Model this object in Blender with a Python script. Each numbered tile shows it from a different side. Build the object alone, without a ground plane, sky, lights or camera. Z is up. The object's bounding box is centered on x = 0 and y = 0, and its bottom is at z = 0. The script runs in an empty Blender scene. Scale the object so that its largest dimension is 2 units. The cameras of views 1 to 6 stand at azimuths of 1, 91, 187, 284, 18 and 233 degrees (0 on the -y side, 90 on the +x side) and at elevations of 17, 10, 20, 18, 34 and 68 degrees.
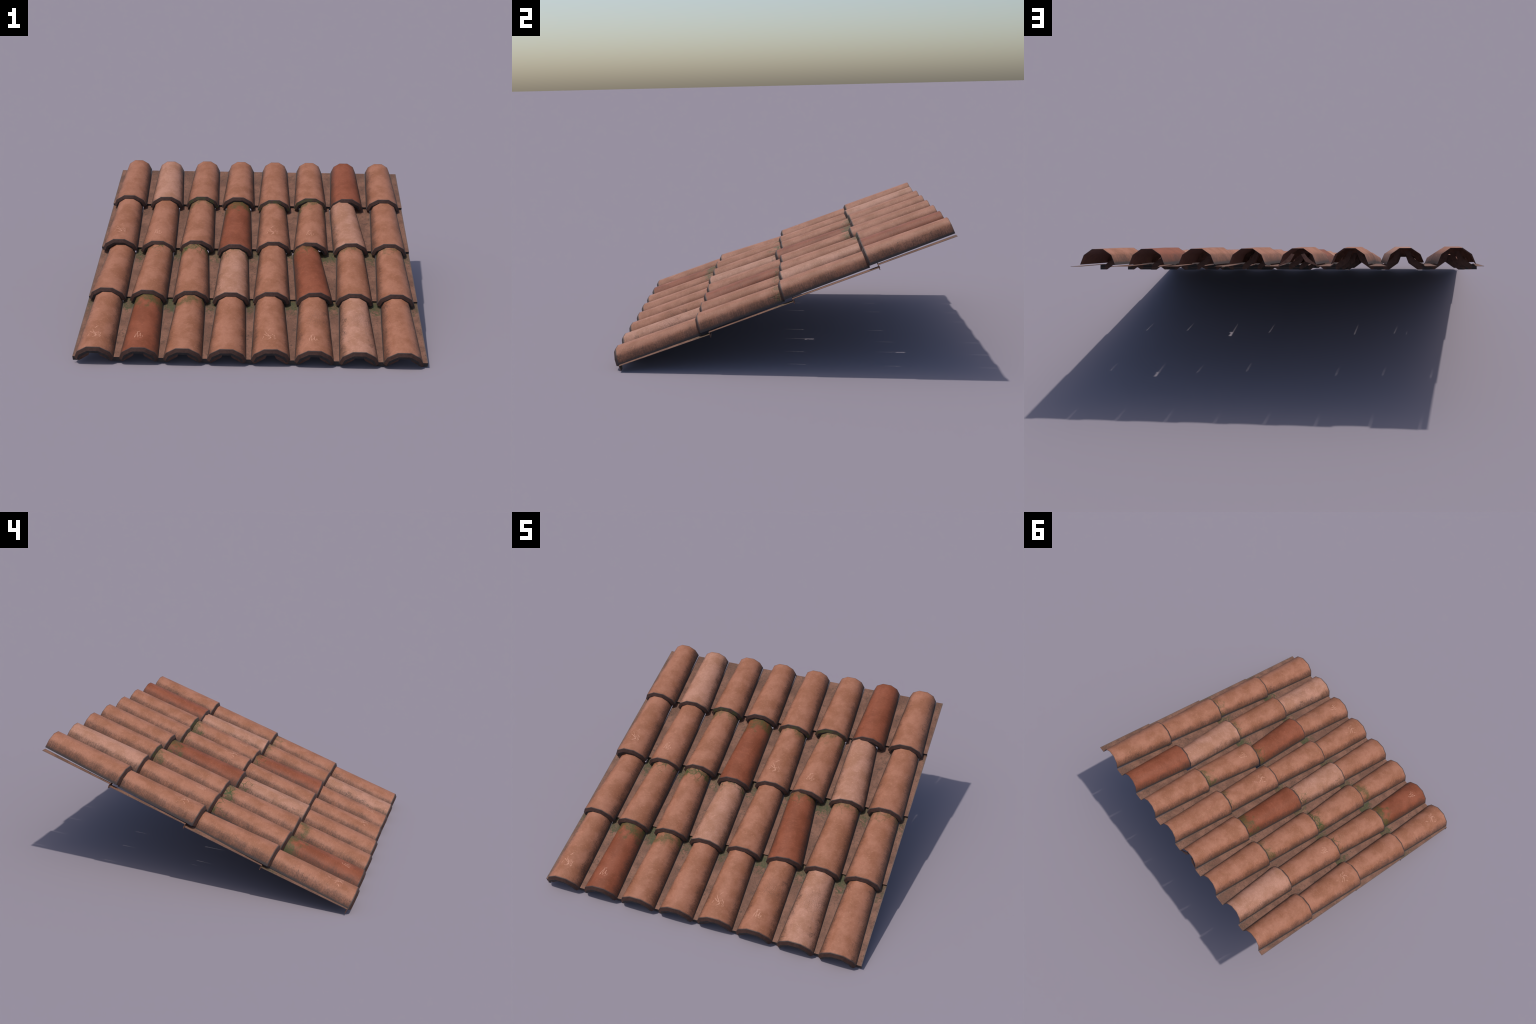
"""A section of clay roof: tapered cover tiles in 4 courses of 8, laid over flat-bottomed pan tiles."""
import bpy, math
from mathutils import Vector, Matrix

# ------------------------------------------------------------------ roof frame
ORIGIN = Vector((-0.0105, -0.8970, 0.0345))          # middle of the eave, level with the pan lips
ACROSS = Vector((0.99990, -0.01348, -0.00509)).normalized()
UP = Vector((0.01441, 0.93635, 0.35078))
UP = (UP - ACROSS * UP.dot(ACROSS)).normalized()
OUT = ACROSS.cross(UP)


def roof(u, v, w):
    return ORIGIN + ACROSS * u + UP * v + OUT * w


def frame(front, back):
    """Matrix whose y axis runs from the front of a tile to its back, lying on the roof."""
    y = (back - front).normalized()
    x = y.cross(OUT).normalized()
    z = x.cross(y)
    m = Matrix((x, y, z)).transposed().to_4x4()
    m.translation = front
    return m


# ------------------------------------------------------------------ node helpers
class Tree:
    def __init__(self, name):
        self.mat = bpy.data.materials.new(name)
        self.mat.use_nodes = True
        self.nt = self.mat.node_tree
        self.nt.nodes.clear()

    def n(self, kind, **props):
        node = self.nt.nodes.new(kind)
        for k, v in props.items():
            setattr(node, k, v)
        return node

    def put(self, sock, v):
        if isinstance(v, bpy.types.NodeSocket):
            self.nt.links.new(v, sock)
        elif v is not None:
            sock.default_value = v

    def math(self, op, a, b=None, c=None, clamp=False):
        m = self.n("ShaderNodeMath", operation=op, use_clamp=clamp)
        for i, v in enumerate((a, b, c)):
            if v is not None:
                self.put(m.inputs[i], v)
        return m.outputs[0]

    def vmath(self, op, a, b):
        m = self.n("ShaderNodeVectorMath", operation=op)
        self.put(m.inputs[0], a)
        self.put(m.inputs[1], b)
        return m.outputs[0]

    def step(self, v, lo, hi, to0=0.0, to1=1.0):
        m = self.n("ShaderNodeMapRange", interpolation_type="SMOOTHSTEP")
        self.put(m.inputs[0], v)
        for i, k in enumerate((lo, hi, to0, to1)):
            self.put(m.inputs[i + 1], k)
        return m.outputs[0]

    def noise(self, vec, scale, detail=3.0, rough=0.55, dist=0.0):
        t = self.n("ShaderNodeTexNoise")
        self.put(t.inputs["Vector"], vec)
        t.inputs["Scale"].default_value = scale
        t.inputs["Detail"].default_value = detail
        t.inputs["Roughness"].default_value = rough
        t.inputs["Distortion"].default_value = dist
        return t.outputs["Fac"], t.outputs["Color"]

    def cells(self, vec, scale):
        t = self.n("ShaderNodeTexVoronoi", feature="DISTANCE_TO_EDGE")
        self.put(t.inputs["Vector"], vec)
        t.inputs["Scale"].default_value = scale
        return t.outputs["Distance"]

    def mix(self, fac, a, b, mode="MIX"):
        m = self.n("ShaderNodeMix", data_type="RGBA", blend_type=mode)
        self.put(m.inputs[0], fac)
        self.put(m.inputs[6], a if isinstance(a, bpy.types.NodeSocket) else (*a, 1.0))
        self.put(m.inputs[7], b if isinstance(b, bpy.types.NodeSocket) else (*b, 1.0))
        return m.outputs[2]

    def finish(self, colour, height=None, rough=0.58, bump=0.4, depth=0.002):
        bsdf = self.n("ShaderNodeBsdfPrincipled")
        self.put(bsdf.inputs["Base Color"], colour)
        self.put(bsdf.inputs["Roughness"], rough)
        bsdf.inputs["Specular IOR Level"].default_value = 0.25
        if height is not None:
            b = self.n("ShaderNodeBump")
            b.inputs["Strength"].default_value = bump
            b.inputs["Distance"].default_value = depth
            self.put(b.inputs["Height"], height)
            self.nt.links.new(b.outputs[0], bsdf.inputs["Normal"])
        out = self.n("ShaderNodeOutputMaterial")
        self.nt.links.new(bsdf.outputs[0], out.inputs[0])
        return self.mat

    def local(self, seed):
        """Object coordinates, plus the same shifted by a seed for the noises."""
        tc = self.n("ShaderNodeTexCoord").outputs["Object"]
        sep = self.n("ShaderNodeSeparateXYZ")
        self.nt.links.new(tc, sep.inputs[0])
        info = self.n("ShaderNodeObjectInfo").outputs["Random"]
        off = self.n("ShaderNodeCombineXYZ")
        self.put(off.inputs[0], self.math("MULTIPLY", info, 17.0))
        self.put(off.inputs[1], self.math("MULTIPLY", info, 9.0))
        off.inputs[2].default_value = seed * 3.7
        moved = self.vmath("ADD", tc, off.outputs[0])
        return tc, sep.outputs, moved

    def strokes(self, x, y, segments, width):
        """Mask of thin straight scratches, each (x0, y0, x1, y1), in tile coordinates."""
        total = None
        for x0, y0, x1, y1 in segments:
            dx, dy = x1 - x0, y1 - y0
            ll = dx * dx + dy * dy
            px, py = self.math("SUBTRACT", x, x0), self.math("SUBTRACT", y, y0)
            t = self.math("ADD", self.math("MULTIPLY", px, dx / ll), self.math("MULTIPLY", py, dy / ll), clamp=True)
            qx = self.math("SUBTRACT", px, self.math("MULTIPLY", t, dx))
            qy = self.math("SUBTRACT", py, self.math("MULTIPLY", t, dy))
            d = self.math("SQRT", self.math("ADD", self.math("MULTIPLY", qx, qx), self.math("MULTIPLY", qy, qy)))
            m = self.step(d, width * 0.3, width, 1.0, 0.0)
            total = m if total is None else self.math("MAXIMUM", total, m)
        return total


# ------------------------------------------------------------------ sizes of the cover tile (metres)
LEN = 0.481
NOSE = 0.0135                                                      # the chamfered rim stands this far forward
FRONT = [(0.0365, 0.0), (0.0920, -0.0360), (0.1110, -0.0800)]      # half profile, outer, big end
BACK = [(0.0273, -0.0120), (0.0690, -0.0410), (0.0877, -0.0875)]   # half profile, outer, small end
COLLAR = [(0.0310, -0.0150), (0.0800, -0.0460), (0.0950, -0.0800)]  # front edge of the chamfer
RIM = [(0.0275, -0.0300), (0.0690, -0.0570), (0.0830, -0.0800)]    # half profile, inner, big end

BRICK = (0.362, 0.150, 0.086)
RED = (0.256, 0.074, 0.034)
PALE = (0.438, 0.214, 0.140)
MOSS = (0.056, 0.072, 0.020)
GRIME_SHADE = (0.062, 0.034, 0.025)  # tone of the grime and of the shade painted on cover sides
EDGE = (0.046, 0.040, 0.039)

STAR = [(-.030, .150, .004, .098), (-.036, .128, -.012, .112), (-.012, .112, .006, .120), (.004, .098, -.016, .086),
        (-.014, .160, .000, .178), (.010, .130, .016, .118), (.014, .108, .030, .092), (.022, .122, .026, .110),
        (-.006, .098, .004, .104), (.018, .094, .024, .088), (-.044, .100, -.038, .112)]
STROKES = [(-.030, .086, -.020, .126), (-.014, .088, -.017, .128), (-.010, .092, .002, .122), (.004, .090, -.002, .116),
           (-.002, .084, .010, .088), (.012, .104, .016, .094), (-.020, .132, -.006, .138)]


def clay(name, base, seed, scratch=None, moss=0.0, veins=0.0, soot=0.0, crack=0.0):
    t = Tree(name)
    tc, (x, y, z), pos = t.local(seed)
    big, _ = t.noise(pos, 9.0, 4.0, 0.6)
    mid, _ = t.noise(pos, 34.0, 4.0, 0.6, 0.6)
    grain, _ = t.noise(pos, 260.0, 3.0, 0.6)
    dark = tuple(c * k for c, k in zip(base, (0.84, 0.79, 0.71)))
    light = tuple(min(1, c * k) for c, k in zip(base, (1.10, 1.12, 1.17)))
    col = t.mix(t.step(big, 0.34, 0.64), dark, light)
    col = t.mix(t.step(mid, 0.42, 0.70, 0.0, 0.35), col, tuple(c * k for c, k in zip(base, (0.80, 0.72, 0.66))))
    col = t.mix(t.step(grain, 0.25, 0.75, 0.86, 1.0), (0, 0, 0), col)
    # pale flecks, drawn out across the tile
    stretch = t.vmath("MULTIPLY", pos, (70.0, 210.0, 70.0))
    fleck, _ = t.noise(stretch, 1.0, 4.0, 0.7)
    col = t.mix(t.step(fleck, 0.54, 0.72, 0.0, 0.60), col, tuple(min(1, c * 1.38 + 0.03) for c in base))
    if scratch:
        wob, wobc = t.noise(pos, 70.0, 2.0)
        xx = t.math("ADD", x, t.math("MULTIPLY", t.math("SUBTRACT", wob, 0.5), 0.014))
        m = t.strokes(xx, y, scratch, 0.0019)
        m = t.math("MULTIPLY", m, t.step(mid, 0.30, 0.56, 0.18, 0.85))
        col = t.mix(m, col, (0.64, 0.34, 0.235))
    # grime streaks, with baked-in shade painted on the side walls, ragged along the length
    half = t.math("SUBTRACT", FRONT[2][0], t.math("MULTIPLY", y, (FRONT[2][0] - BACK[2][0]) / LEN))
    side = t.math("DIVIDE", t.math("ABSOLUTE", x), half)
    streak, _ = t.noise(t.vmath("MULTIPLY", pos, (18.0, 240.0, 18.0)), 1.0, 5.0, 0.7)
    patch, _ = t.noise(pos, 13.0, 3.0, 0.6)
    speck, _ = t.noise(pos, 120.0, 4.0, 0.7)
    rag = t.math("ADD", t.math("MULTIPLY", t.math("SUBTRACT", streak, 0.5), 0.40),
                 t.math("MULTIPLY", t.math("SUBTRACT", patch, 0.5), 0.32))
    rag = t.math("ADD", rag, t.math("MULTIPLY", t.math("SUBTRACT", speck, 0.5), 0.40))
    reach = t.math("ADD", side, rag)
    col = t.mix(t.step(reach, 0.60, 1.03, 0.0, 0.88), col, GRIME_SHADE)
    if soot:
        s, _ = t.noise(pos, 16.0, 5.0, 0.75, 0.8)
        s2 = t.math("MULTIPLY", t.step(s, 0.52, 0.66), t.step(side, 0.30, 0.72))
        s2 = t.math("MULTIPLY", s2, t.step(speck, 0.40, 0.62, 0.15, 1.0))
        col = t.mix(t.math("MULTIPLY", s2, soot), col, GRIME_SHADE)
    height = t.math("ADD", t.math("MULTIPLY", grain, 0.35), t.math("MULTIPLY", speck, 0.5))
    bend = t.vmath("ADD", pos, t.vmath("MULTIPLY", t.noise(pos, 14.0, 3.0)[1], (0.05, 0.05, 0.05)))
    net = t.cells(bend, 21.0)
    if crack:                                            # a wrinkled patch with a few hair cracks
        r = t.n("ShaderNodeVectorMath", operation="DISTANCE")
        t.put(r.inputs[0], tc)
        r.inputs[1].default_value = (0.030, 0.285, -0.030)
        zone = t.step(t.math("ADD", r.outputs["Value"], t.math("MULTIPLY", t.math("SUBTRACT", patch, 0.5), 0.10)), 0.035, 0.085, 1.0, 0.0)
        wave = t.n("ShaderNodeTexWave", wave_type="BANDS", bands_direction="X")
        t.put(wave.inputs["Vector"], bend)
        for k, val in (("Scale", 38.0), ("Distortion", 11.0), ("Detail", 3.0), ("Detail Scale", 1.0)):
            wave.inputs[k].default_value = val
        fold = t.math("MULTIPLY", t.step(wave.outputs["Fac"], 0.02, 0.30, 1.0, 0.0), zone)
        c = t.math("MULTIPLY", t.step(net, 0.0, 0.022, 1.0, 0.0), t.step(r.outputs["Value"], 0.05, 0.12, 1.0, 0.0))
        c = t.math("MULTIPLY", c, t.step(patch, 0.42, 0.58))
        col = t.mix(t.math("MULTIPLY", t.math("MAXIMUM", t.math("MULTIPLY", fold, 0.6), c), crack * 0.6), col, (0.13, 0.065, 0.045))
        height = t.math("SUBTRACT", height, t.math("MULTIPLY", t.math("ADD", fold, c), 1.6 * crack))
    near = t.step(y, LEN - 0.16, LEN - 0.01)             # towards the small, upper end
    if veins:
        wide = t.math("ADD", 0.022, t.math("MULTIPLY", t.math("MULTIPLY", near, mid), 0.10))
        v = t.step(t.math("DIVIDE", net, wide), 0.25, 1.0, 1.0, 0.0)
        w = t.step(t.math("ADD", near, t.math("MULTIPLY", t.math("SUBTRACT", patch, 0.5), 2.2)), 0.42, 0.85)
        w = t.math("MULTIPLY", w, t.step(y, LEN - 0.17, LEN - 0.13))
        col = t.mix(t.math("MULTIPLY", t.math("MULTIPLY", v, w), veins), col, MOSS)
        height = t.math("SUBTRACT", height, t.math("MULTIPLY", t.math("MULTIPLY", v, w), 0.8))
    if moss:
        g, _ = t.noise(pos, 19.0, 4.0, 0.62)
        edge = t.step(y, LEN - 0.10 - 0.05 * moss, LEN - 0.005)
        m = t.step(t.math("ADD", edge, t.math("MULTIPLY", t.math("SUBTRACT", g, 0.5), 3.4)), 0.62 - 0.30 * moss, 1.15)
        m = t.math("MULTIPLY", m, t.step(speck, 0.30, 0.60, 0.45, 1.0))
        m = t.math("MULTIPLY", m, t.step(edge, 0.0, 0.2))
        col = t.mix(t.math("MULTIPLY", m, min(0.9, 0.45 + 0.4 * moss)), col, MOSS)
    # dark worn line along the arris of the rim, the bottom edges and the small end
    wob2 = t.math("MULTIPLY", t.math("SUBTRACT", speck, 0.5), 0.004)
    line = t.step(t.math("ADD", y, wob2), 0.0022, 0.0085, 0.85, 0.0)
    line = t.math("MAXIMUM", line, t.step(t.math("ADD", side, t.math("MULTIPLY", wob2, 6.0)), 0.925, 0.975, 0.0, 0.88))
    line = t.math("MAXIMUM", line, t.step(t.math("ADD", y, wob2), LEN - 0.006, LEN - 0.001, 0.0, 0.55))
    col = t.mix(line, col, EDGE)
    return t.finish(col, height)


def rim_clay(name, base, green=0.0):
    t = Tree(name)
    tc, (x, y, z), pos = t.local(1.0)
    a, _ = t.noise(pos, 60.0, 4.0, 0.65)
    b, _ = t.noise(pos, 230.0, 3.0, 0.6)
    col = t.mix(t.step(a, 0.3, 0.7), tuple(c * 0.65 for c in base), base)
    col = t.mix(t.step(b, 0.3, 0.7, 0.8, 1.0), (0, 0, 0), col)
    if green:
        g, _ = t.noise(pos, 18.0, 3.0, 0.6)
        col = t.mix(t.math("MULTIPLY", t.step(g, 0.42, 0.58), green), col, tuple(c * 0.8 for c in MOSS))
    return t.finish(col, a)


def pan_clay(name, seed, moss):
    t = Tree(name)
    tc, (x, y, z), pos = t.local(seed)
    base = (0.245, 0.120, 0.079)
    big, _ = t.noise(pos, 10.0, 4.0, 0.6)
    mid, _ = t.noise(pos, 40.0, 5.0, 0.65, 0.8)
    grain, _ = t.noise(pos, 240.0, 3.0, 0.6)
    col = t.mix(t.step(big, 0.36, 0.64), tuple(c * 0.74 for c in base), tuple(c * 1.10 for c in base))
    col = t.mix(t.step(grain, 0.25, 0.75, 0.80, 1.0), (0, 0, 0), col)
    speck, _ = t.noise(pos, 75.0, 5.0, 0.72, 0.5)
    where, _ = t.noise(pos, 12.0, 3.0, 0.6)
    s = t.math("MULTIPLY", t.step(speck, 0.48, 0.64), t.step(where, 0.36, 0.60, 0.15, 1.0))
    col = t.mix(t.math("MULTIPLY", s, 0.62), col, (0.060, 0.042, 0.032))
    fleck, _ = t.noise(t.vmath("MULTIPLY", pos, (60.0, 130.0, 60.0)), 1.0, 4.0, 0.65)
    col = t.mix(t.step(fleck, 0.63, 0.75, 0.0, 0.45), col, (0.40, 0.20, 0.13))
    # crazing that follows the wet upper end, with moss in it
    bend = t.vmath("ADD", pos, t.vmath("MULTIPLY", t.noise(pos, 22.0, 3.0)[1], (0.06, 0.06, 0.06)))
    rings = t.n("ShaderNodeTexWave", wave_type="RINGS", rings_direction="SPHERICAL")
    t.put(rings.inputs["Vector"], bend)
    rings.inputs["Scale"].default_value = 26.0
    rings.inputs["Distortion"].default_value = 9.0
    rings.inputs["Detail"].default_value = 3.0
    rings.inputs["Detail Scale"].default_value = 1.2
    craze = t.step(rings.outputs["Fac"], 0.03, 0.22, 1.0, 0.0)
    end = t.n("ShaderNodeAttribute", attribute_type="OBJECT", attribute_name="length")
    near = t.step(t.math("SUBTRACT", end.outputs["Fac"], y), 0.19, 0.04)
    wet = t.math("ADD", near, t.math("MULTIPLY", t.math("SUBTRACT", mid, 0.5), 0.8))
    col = t.mix(t.math("MULTIPLY", craze, t.step(wet, 0.05, 0.5, 0.0, 0.75 if moss else 0.35)), col, (0.075, 0.06, 0.035))
    height = t.math("ADD", t.math("MULTIPLY", grain, 0.3), t.math("MULTIPLY", mid, 0.6))
    height = t.math("SUBTRACT", height, t.math("MULTIPLY", craze, 0.9))
    if moss:
        net = t.cells(bend, 20.0)
        v = t.math("MULTIPLY", t.step(net, 0.03, 0.14, 1.0, 0.0), t.step(wet, 0.15, 0.5))
        p = t.step(t.math("ADD", wet, t.math("MULTIPLY", t.math("SUBTRACT", where, 0.5), 0.9)), 0.80 - 0.32 * moss, 1.05 - 0.25 * moss)
        m = t.math("MAXIMUM", v, p)
        col = t.mix(t.math("MULTIPLY", m, t.math("MULTIPLY", t.step(mid, 0.30, 0.62, 0.45, 1.0), min(0.82, 0.32 + 0.5 * moss))), col, (0.056, 0.074, 0.030))
    # grey worn margin on the two long edges and on the lip
    wob = t.math("MULTIPLY", t.math("SUBTRACT", speck, 0.5), 0.008)
    f = t.math("DIVIDE", y, end.outputs["Fac"])
    margin = []
    for a, b, sgn in (("left_low", "left_high", 1.0), ("right_low", "right_high", -1.0)):
        p, q = (t.n("ShaderNodeAttribute", attribute_type="OBJECT", attribute_name=k).outputs["Fac"] for k in (a, b))
        at = t.math("ADD", p, t.math("MULTIPLY", t.math("SUBTRACT", q, p), f))
        margin.append(t.math("MULTIPLY", t.math("SUBTRACT", x, at), sgn))
    side = t.math("MINIMUM", *margin)
    col = t.mix(t.step(t.math("ADD", side, wob), 0.001, 0.010, 0.65, 0.0), col, (0.115, 0.092, 0.080))
    return t.finish(col, height, bump=0.5)


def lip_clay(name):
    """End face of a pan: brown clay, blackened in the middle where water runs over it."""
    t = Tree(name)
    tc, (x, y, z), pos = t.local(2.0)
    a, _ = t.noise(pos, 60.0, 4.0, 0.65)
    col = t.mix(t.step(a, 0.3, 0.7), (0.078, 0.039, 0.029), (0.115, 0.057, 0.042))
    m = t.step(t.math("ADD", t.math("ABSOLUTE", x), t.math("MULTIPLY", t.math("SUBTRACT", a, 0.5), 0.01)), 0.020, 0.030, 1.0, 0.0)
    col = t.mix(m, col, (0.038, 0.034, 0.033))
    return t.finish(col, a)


# ------------------------------------------------------------------ meshes
def both(half):
    """Full six-point profile from a half profile listed top to bottom, left to right."""
    return [(-x, z) for x, z in reversed(half)] + [(x, z) for x, z in half]


def inset(half, d):
    """Profile moved inwards by d along its own bisectors."""
    pts = both(half)
    out = []
    for i, (x, z) in enumerate(pts):
        dirs = []
        for j, k in ((i - 1, i), (i, i + 1)):
            if 0 <= j and k < len(pts):
                e = Vector((pts[k][0] - pts[j][0], pts[k][1] - pts[j][1])).normalized()
                dirs.append(Vector((e.y, -e.x)))
        b = sum(dirs, Vector((0, 0))).normalized()
        s = d / max(0.3, b.dot(dirs[0]))
        q = Vector((x, z)) + b * s
        out.append((q.x, q.y if 0 < i < len(pts) - 1 else z))
    return out


def blend(a, b, f):
    return [(p[0] + (q[0] - p[0]) * f, p[1] + (q[1] - p[1]) * f) for p, q in zip(a, b)]


def build(name, rings, closed, mats, faces_mat, sharp):
    """Skin a list of rings of points with quads. faces_mat[i]: material index of band i."""
    verts, faces, idx = [], [], []
    n = len(rings[0])
    for r in rings:
        verts += r
    for i in range(len(rings) - 1 + (1 if closed else 0)):
        j = (i + 1) % len(rings)
        for k in range(n - 1):
            faces.append((i * n + k, i * n + k + 1, j * n + k + 1, j * n + k))
            idx.append(faces_mat[i])
    if closed:                                    # the two bottom edges of the shell
        for k in (0, n - 1):
            loop = [r * n + k for r in range(len(rings))]
            faces.append(tuple(loop if k else reversed(loop)))
            idx.append(mats - 1)
    me = bpy.data.meshes.new(name)
    me.from_pydata([tuple(v) for v in verts], [], faces)
    for p, m in zip(me.polygons, idx):
        p.material_index = m
        p.use_smooth = True
    me.update()
    import bmesh
    bm = bmesh.new()
    bm.from_mesh(me)
    bmesh.ops.recalc_face_normals(bm, faces=bm.faces)
    for e in bm.edges:
        a, b = (v.index // n for v in e.verts)
        ka, kb = (v.index % n for v in e.verts)
        if (a == b and a in sharp) or (ka == kb and ka in (0, n - 1)):
            e.smooth = False
    bm.to_mesh(me)
    bm.free()
    return me


def cover_mesh():
    fo, bo, ri, co = both(FRONT), both(BACK), both(RIM), both(COLLAR)
    thin_b = inset(BACK, 0.0018)
    thin_f = inset(FRONT, 0.0022)
    at = lambda prof, y: [(x, y, z) for x, z in prof]
    rings = [at(fo, 0), at(bo, LEN), at(thin_b, LEN), at(thin_f, 0.002),
             at(ri, 0.002), at(ri, -NOSE), at(co, -NOSE), at(blend(fo, co, 0.12), -NOSE * 0.12)]
    # bands: shell, small end, inside, back of rim, underside of rim, front face, chamfer, arris
    return build("cover_tile", rings, True, 4, [0, 2, 3, 3, 3, 2, 1, 2], set(range(8)))


def pan_build(name, length, drop, cut, left, right):
    """Flat bottom with thickness, plus a U-shaped lip standing across its lower end.
    left, right: the x of each long edge at the lip and at the upper end."""
    import bmesh
    th, lipd = 0.0015, 0.004
    bm = bmesh.new()

    def box(c, m_index):
        v = [bm.verts.new(p) for p in c]
        for q, m in zip(((0, 1, 2, 3), (7, 6, 5, 4), (0, 4, 5, 1), (1, 5, 6, 2), (2, 6, 7, 3), (3, 7, 4, 0)), m_index):
            bm.faces.new([v[i] for i in q]).material_index = m
    top = [(left[0], 0, 0), (right[0], 0, 0), (right[1], length, drop), (left[1], length, drop)]
    low = [(a, b, c - th) for a, b, c in top]
    box(top + low, (0, 2, 1, 2, 2, 2))
    outer = [(0.0, -0.0290), (0.0365, -0.0290), (0.0920, 0.0110), (0.1130, 0.0660)]
    inner = [(0.0, -th - 0.0005), (0.0275, -th - 0.0005), (0.0720, 0.0300), (0.0895, 0.0660)]
    for sgn in (-1, 1):
        if (sgn < 0 and cut > 0) or (sgn > 0 and cut < 0):
            continue
        for i in range(3):
            a, b, c, d = outer[i], outer[i + 1], inner[i + 1], inner[i]
            ring = [(sgn * p[0], p[1]) for p in (a, b, c, d)]
            box([(x, 0.0004, z) for x, z in ring] + [(x, lipd, z) for x, z in ring], (1, 1, 2, 2, 2, 2))
    bmesh.ops.remove_doubles(bm, verts=bm.verts, dist=0.00005)
    # the inner walls between neighbouring lip pieces vanish
    seen = {}
    for f in bm.faces:
        key = tuple(sorted(v.index for v in f.verts)) if False else frozenset(v for v in f.verts)
        seen.setdefault(key, []).append(f)
    for fs in seen.values():
        if len(fs) > 1:
            bmesh.ops.delete(bm, geom=fs, context="FACES_ONLY")
    bmesh.ops.recalc_face_normals(bm, faces=bm.faces)
    me = bpy.data.meshes.new(name)
    bm.to_mesh(me)
    bm.free()
    return me


# ------------------------------------------------------------------ the thing
root = bpy.data.objects.new("tiled_roof_section", None)
bpy.context.collection.objects.link(root)
root["label"] = "sloping section of weathered terracotta barrel roof tiles"
root["category"] = "roof tiles"

INNER = rim_clay("clay_underside", (0.240, 0.105, 0.066))
RIMS = {"plain": rim_clay("clay_rim", (0.070, 0.033, 0.025)),
        "green": rim_clay("clay_rim_mossy", (0.070, 0.033, 0.025), 0.6)}
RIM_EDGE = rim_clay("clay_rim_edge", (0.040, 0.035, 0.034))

# course by course from the eave: front (u, v), back (u, v), top height at the front
HEIGHT = [0.0755, 0.083, 0.0885, 0.095]
COVERS = [
    [(-.866, -.006, -.864, .476), (-.617, -.004, -.620, .475), (-.373, -.006, -.371, .474), (-.130, -.005, -.129, .468),
     (.113, .001, .101, .472), (.354, -.005, .358, .473), (.600, -.008, .599, .473), (.844, -.008, .845, .473)],
    [(-.869, .500, -.853, .956), (-.624, .485, -.609, .953), (-.369, .484, -.385, .966), (-.130, .476, -.130, .934),
     (.110, .485, .112, .962), (.366, .487, .326, .964), (.601, .484, .605, .964), (.845, .484, .850, .964)],
    [(-.865, .981, -.867, .459 + 1.0), (-.619, .969, -.617, 1.448), (-.374, .980, -.374, 1.460), (-.130, .946, -.130, 1.450),
     (.115, .980, .108, 1.428), (.351, .978, .368, 1.455), (.605, .977, .577, 1.459), (.846, .976, .850, 1.458)],
    [(-.866, 1.475, -.864, 1.952), (-.615, 1.463, -.632, 1.949), (-.373, 1.472, -.374, 1.950), (-.130, 1.471, -.130, 1.953),
     (.113, 1.444, .112, 1.951), (.357, 1.472, .356, 1.952), (.601, 1.470, .601, 1.951), (.846, 1.470, .846, 1.952)]]
# how far the small end sinks (-) or lifts (+) from the usual lie
SINK = { (1, 0): -.016, (1, 3): -.007, (2, 3): -.008, (2, 4): .002}
STRETCH = {(0, 0): 1.035, (2, 3): 1.07, (3, 4): 1.054}               # a few longer tiles
# look of each tile: clay colour, scratch, moss patch, mossy veins, soot, cracks
PLAIN = (BRICK, None, 0, 0, 0.3, 0)
LOOKS = {(0, 0): (BRICK, STAR, 0, 0, .7, 0), (0, 1): (RED, STROKES, 1.3, 0, .2, 0), (0, 2): (BRICK, None, .7, 0, .3, 0),
         (0, 4): (BRICK, STAR, 0, 0, .2, 0), (0, 5): (BRICK, STROKES, 0, 0, .6, .9), (0, 6): (PALE, None, 0, 0, .8, 1.0),
         (0, 7): (BRICK, None, 0, 0, .6, .15),
         (1, 1): (BRICK, None, 0, .7, .2, 0), (1, 2): (BRICK, None, .7, 1.0, .3, .2), (1, 3): (PALE, None, .1, .8, .5, 0),
         (1, 5): (RED, None, .1, .5, .3, 0), (1, 6): (BRICK, None, .05, .4, .3, 0), (1, 7): (BRICK, None, .05, .3, .3, 0),
         (2, 0): (BRICK, STAR, 0, 0, .3, 0), (2, 1): (BRICK, STROKES, 0, 0, .3, 0), (2, 2): (BRICK, None, .5, 0, .3, 0),
         (2, 3): (RED, None, .9, 0, .2, 0), (2, 4): (BRICK, STAR, .9, 0, .2, 0), (2, 5): (BRICK, STROKES, .8, 0, .2, 0),
         (2, 6): (PALE, None, 0, 0, .3, 0), (3, 1): (PALE, None, 0, 0, .2, 0), (3, 6): (RED, None, 0, 0, .2, 0),
         (3, 7): (BRICK, None, 0, 0, .6, 0)}
made = {}
shell = cover_mesh()
for _ in range(4):
    shell.materials.append(INNER)
for r, course in enumerate(COVERS):
    for c, (u0, v0, u1, v1) in enumerate(course):
        look = LOOKS.get((r, c), PLAIN)
        key = repr(look)
        if key not in made:
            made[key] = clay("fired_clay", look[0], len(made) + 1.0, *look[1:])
        w0 = HEIGHT[r]
        m = frame(roof(u0, v0, w0), roof(u1, v1, w0 + SINK.get((r, c), 0)))
        ob = bpy.data.objects.new("cover_tile", shell)
        bpy.context.collection.objects.link(ob)
        ob.parent = root
        ob.matrix_basis = m @ Matrix.Diagonal((1, STRETCH.get((r, c), 1.02 if r < 3 else 1.0), 1, 1))
        green = (r, c) in ((3, 2), (3, 4), (3, 5))
        for i, mat in enumerate((made[key], RIMS["green" if green else "plain"], RIM_EDGE, INNER)):
            ob.material_slots[i].link = "OBJECT"
            ob.material_slots[i].material = mat

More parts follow.
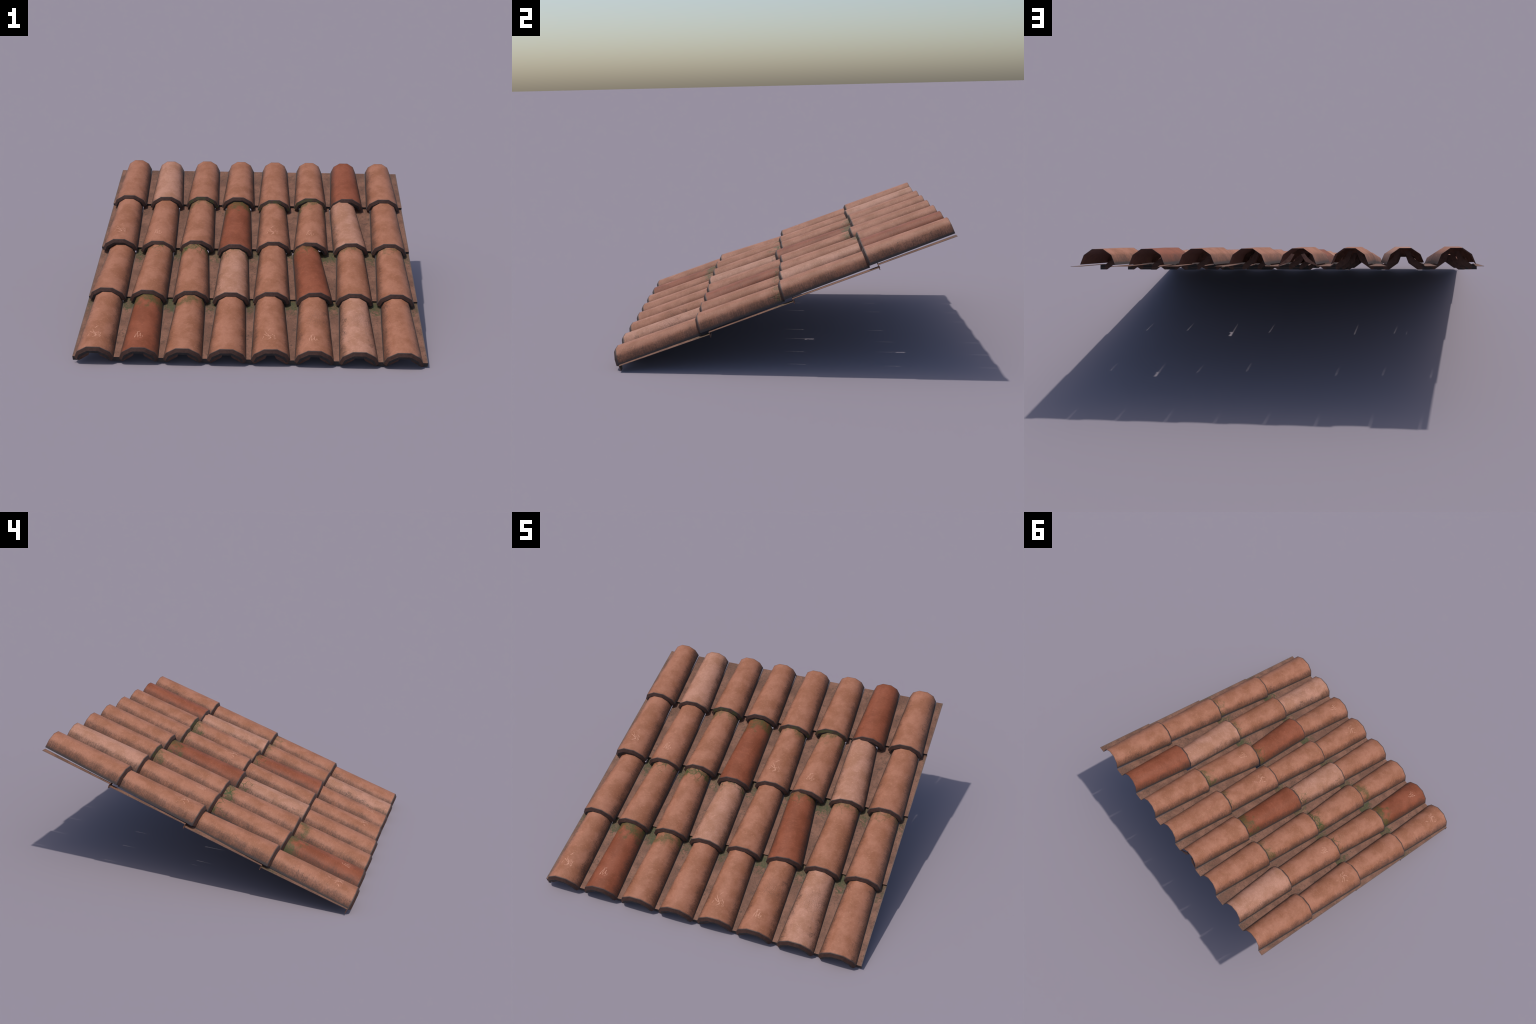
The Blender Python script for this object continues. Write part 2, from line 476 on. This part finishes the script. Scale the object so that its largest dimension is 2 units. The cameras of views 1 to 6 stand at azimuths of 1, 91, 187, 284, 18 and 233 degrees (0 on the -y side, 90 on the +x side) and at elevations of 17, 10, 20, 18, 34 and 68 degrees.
# pans lie between the columns of covers; the outer two columns are halves cut along the middle
PAN_U = [-.988, -.742, -.495, -.2515, -.0085, .235, .4785, .7230, .9805]
PAN_ROWS = [(0.0, 0.0, 0.536, -.017), (0.529, -.005, 1.024, -.0145), (1.018, .002, 1.515, -.008), (1.508, .008, 1.9525, -.0005)]
WET = [[.1, .8, 1.0, .6, .6, 1.0, .7, 1.0, .1], [0, .8, .6, .5, .5, .6, 1.0, .6, .1]]
pan_mats = {}
LIP = lip_clay("pan_lip_clay")


def cover_side(r, c, sgn, v):
    """Where the bottom edge of a cover tile runs at height v up the slope (sgn: -1 left, 1 right)."""
    u0, v0, u1, v1 = COVERS[r][c]
    f = (v - v0) / LEN
    tilt = (u1 - u0) / (v1 - v0)
    return u0 + tilt * (v - v0) + sgn * (0.1010 + (BACK[2][0] - 0.1010) * f)


for r, (v0, w0, v1, w1) in enumerate(PAN_ROWS):
    for c, u in enumerate(PAN_U):
        cut = 1 if c == 0 else (-1 if c == len(PAN_U) - 1 else 0)
        left = [cover_side(r, c - 1, 1, v) - u if c else 0.0 for v in (v0, v1)]
        right = [cover_side(r, c, -1, v) - u if c < 8 else 0.0 for v in (v0, v1)]
        me = pan_build("pan_tile", v1 - v0, w1 - w0, cut, left, right)
        for _ in range(3):
            me.materials.append(LIP)
        wet = WET[r][c] if r < len(WET) else 0.0
        if wet not in pan_mats:
            pan_mats[wet] = pan_clay("pan_clay", 20.0 + len(pan_mats), wet)
        ob = bpy.data.objects.new("half_pan_tile" if cut else "pan_tile", me)
        bpy.context.collection.objects.link(ob)
        ob.parent = root
        ob["length"] = v1 - v0
        ob["left_low"], ob["left_high"] = left
        ob["right_low"], ob["right_high"] = right
        ob.matrix_basis = frame(roof(u, v0, w0), roof(u, v1, w0))
        for i, mat in enumerate((pan_mats[wet], LIP, INNER)):
            ob.material_slots[i].link = "OBJECT"
            ob.material_slots[i].material = mat



def plate(name, pts2, depth, matrix, mat):
    """Flat piece of clay standing across the slope: an outline given thickness."""
    n = len(pts2)
    pts = [(x, y, z) for y in (0.0, depth) for x, z in pts2]
    faces = [tuple(range(n)), tuple(reversed(range(n, 2 * n)))]
    faces += [(i, i + n, (i + 1) % n + n, (i + 1) % n) for i in range(n)]
    me = bpy.data.meshes.new(name)
    me.from_pydata(pts, [], faces)
    me.materials.append(mat)
    ob = bpy.data.objects.new(name, me)
    bpy.context.collection.objects.link(ob)
    ob.parent = root
    ob.matrix_basis = matrix


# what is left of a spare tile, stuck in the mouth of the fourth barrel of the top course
for sgn, u in ((1, PAN_U[3]), (-1, PAN_U[4])):
    half = [(0.0300, 0.001), (0.0860, 0.0220), (0.1060, 0.0560), (0.0900, 0.0600), (0.0700, 0.0350), (0.0300, 0.0060)]
    plate("tile_fragment", [(sgn * x, z) for x, z in half], 0.005, frame(roof(u, 1.944, -.001), roof(u, 2.9, -.001)), INNER)
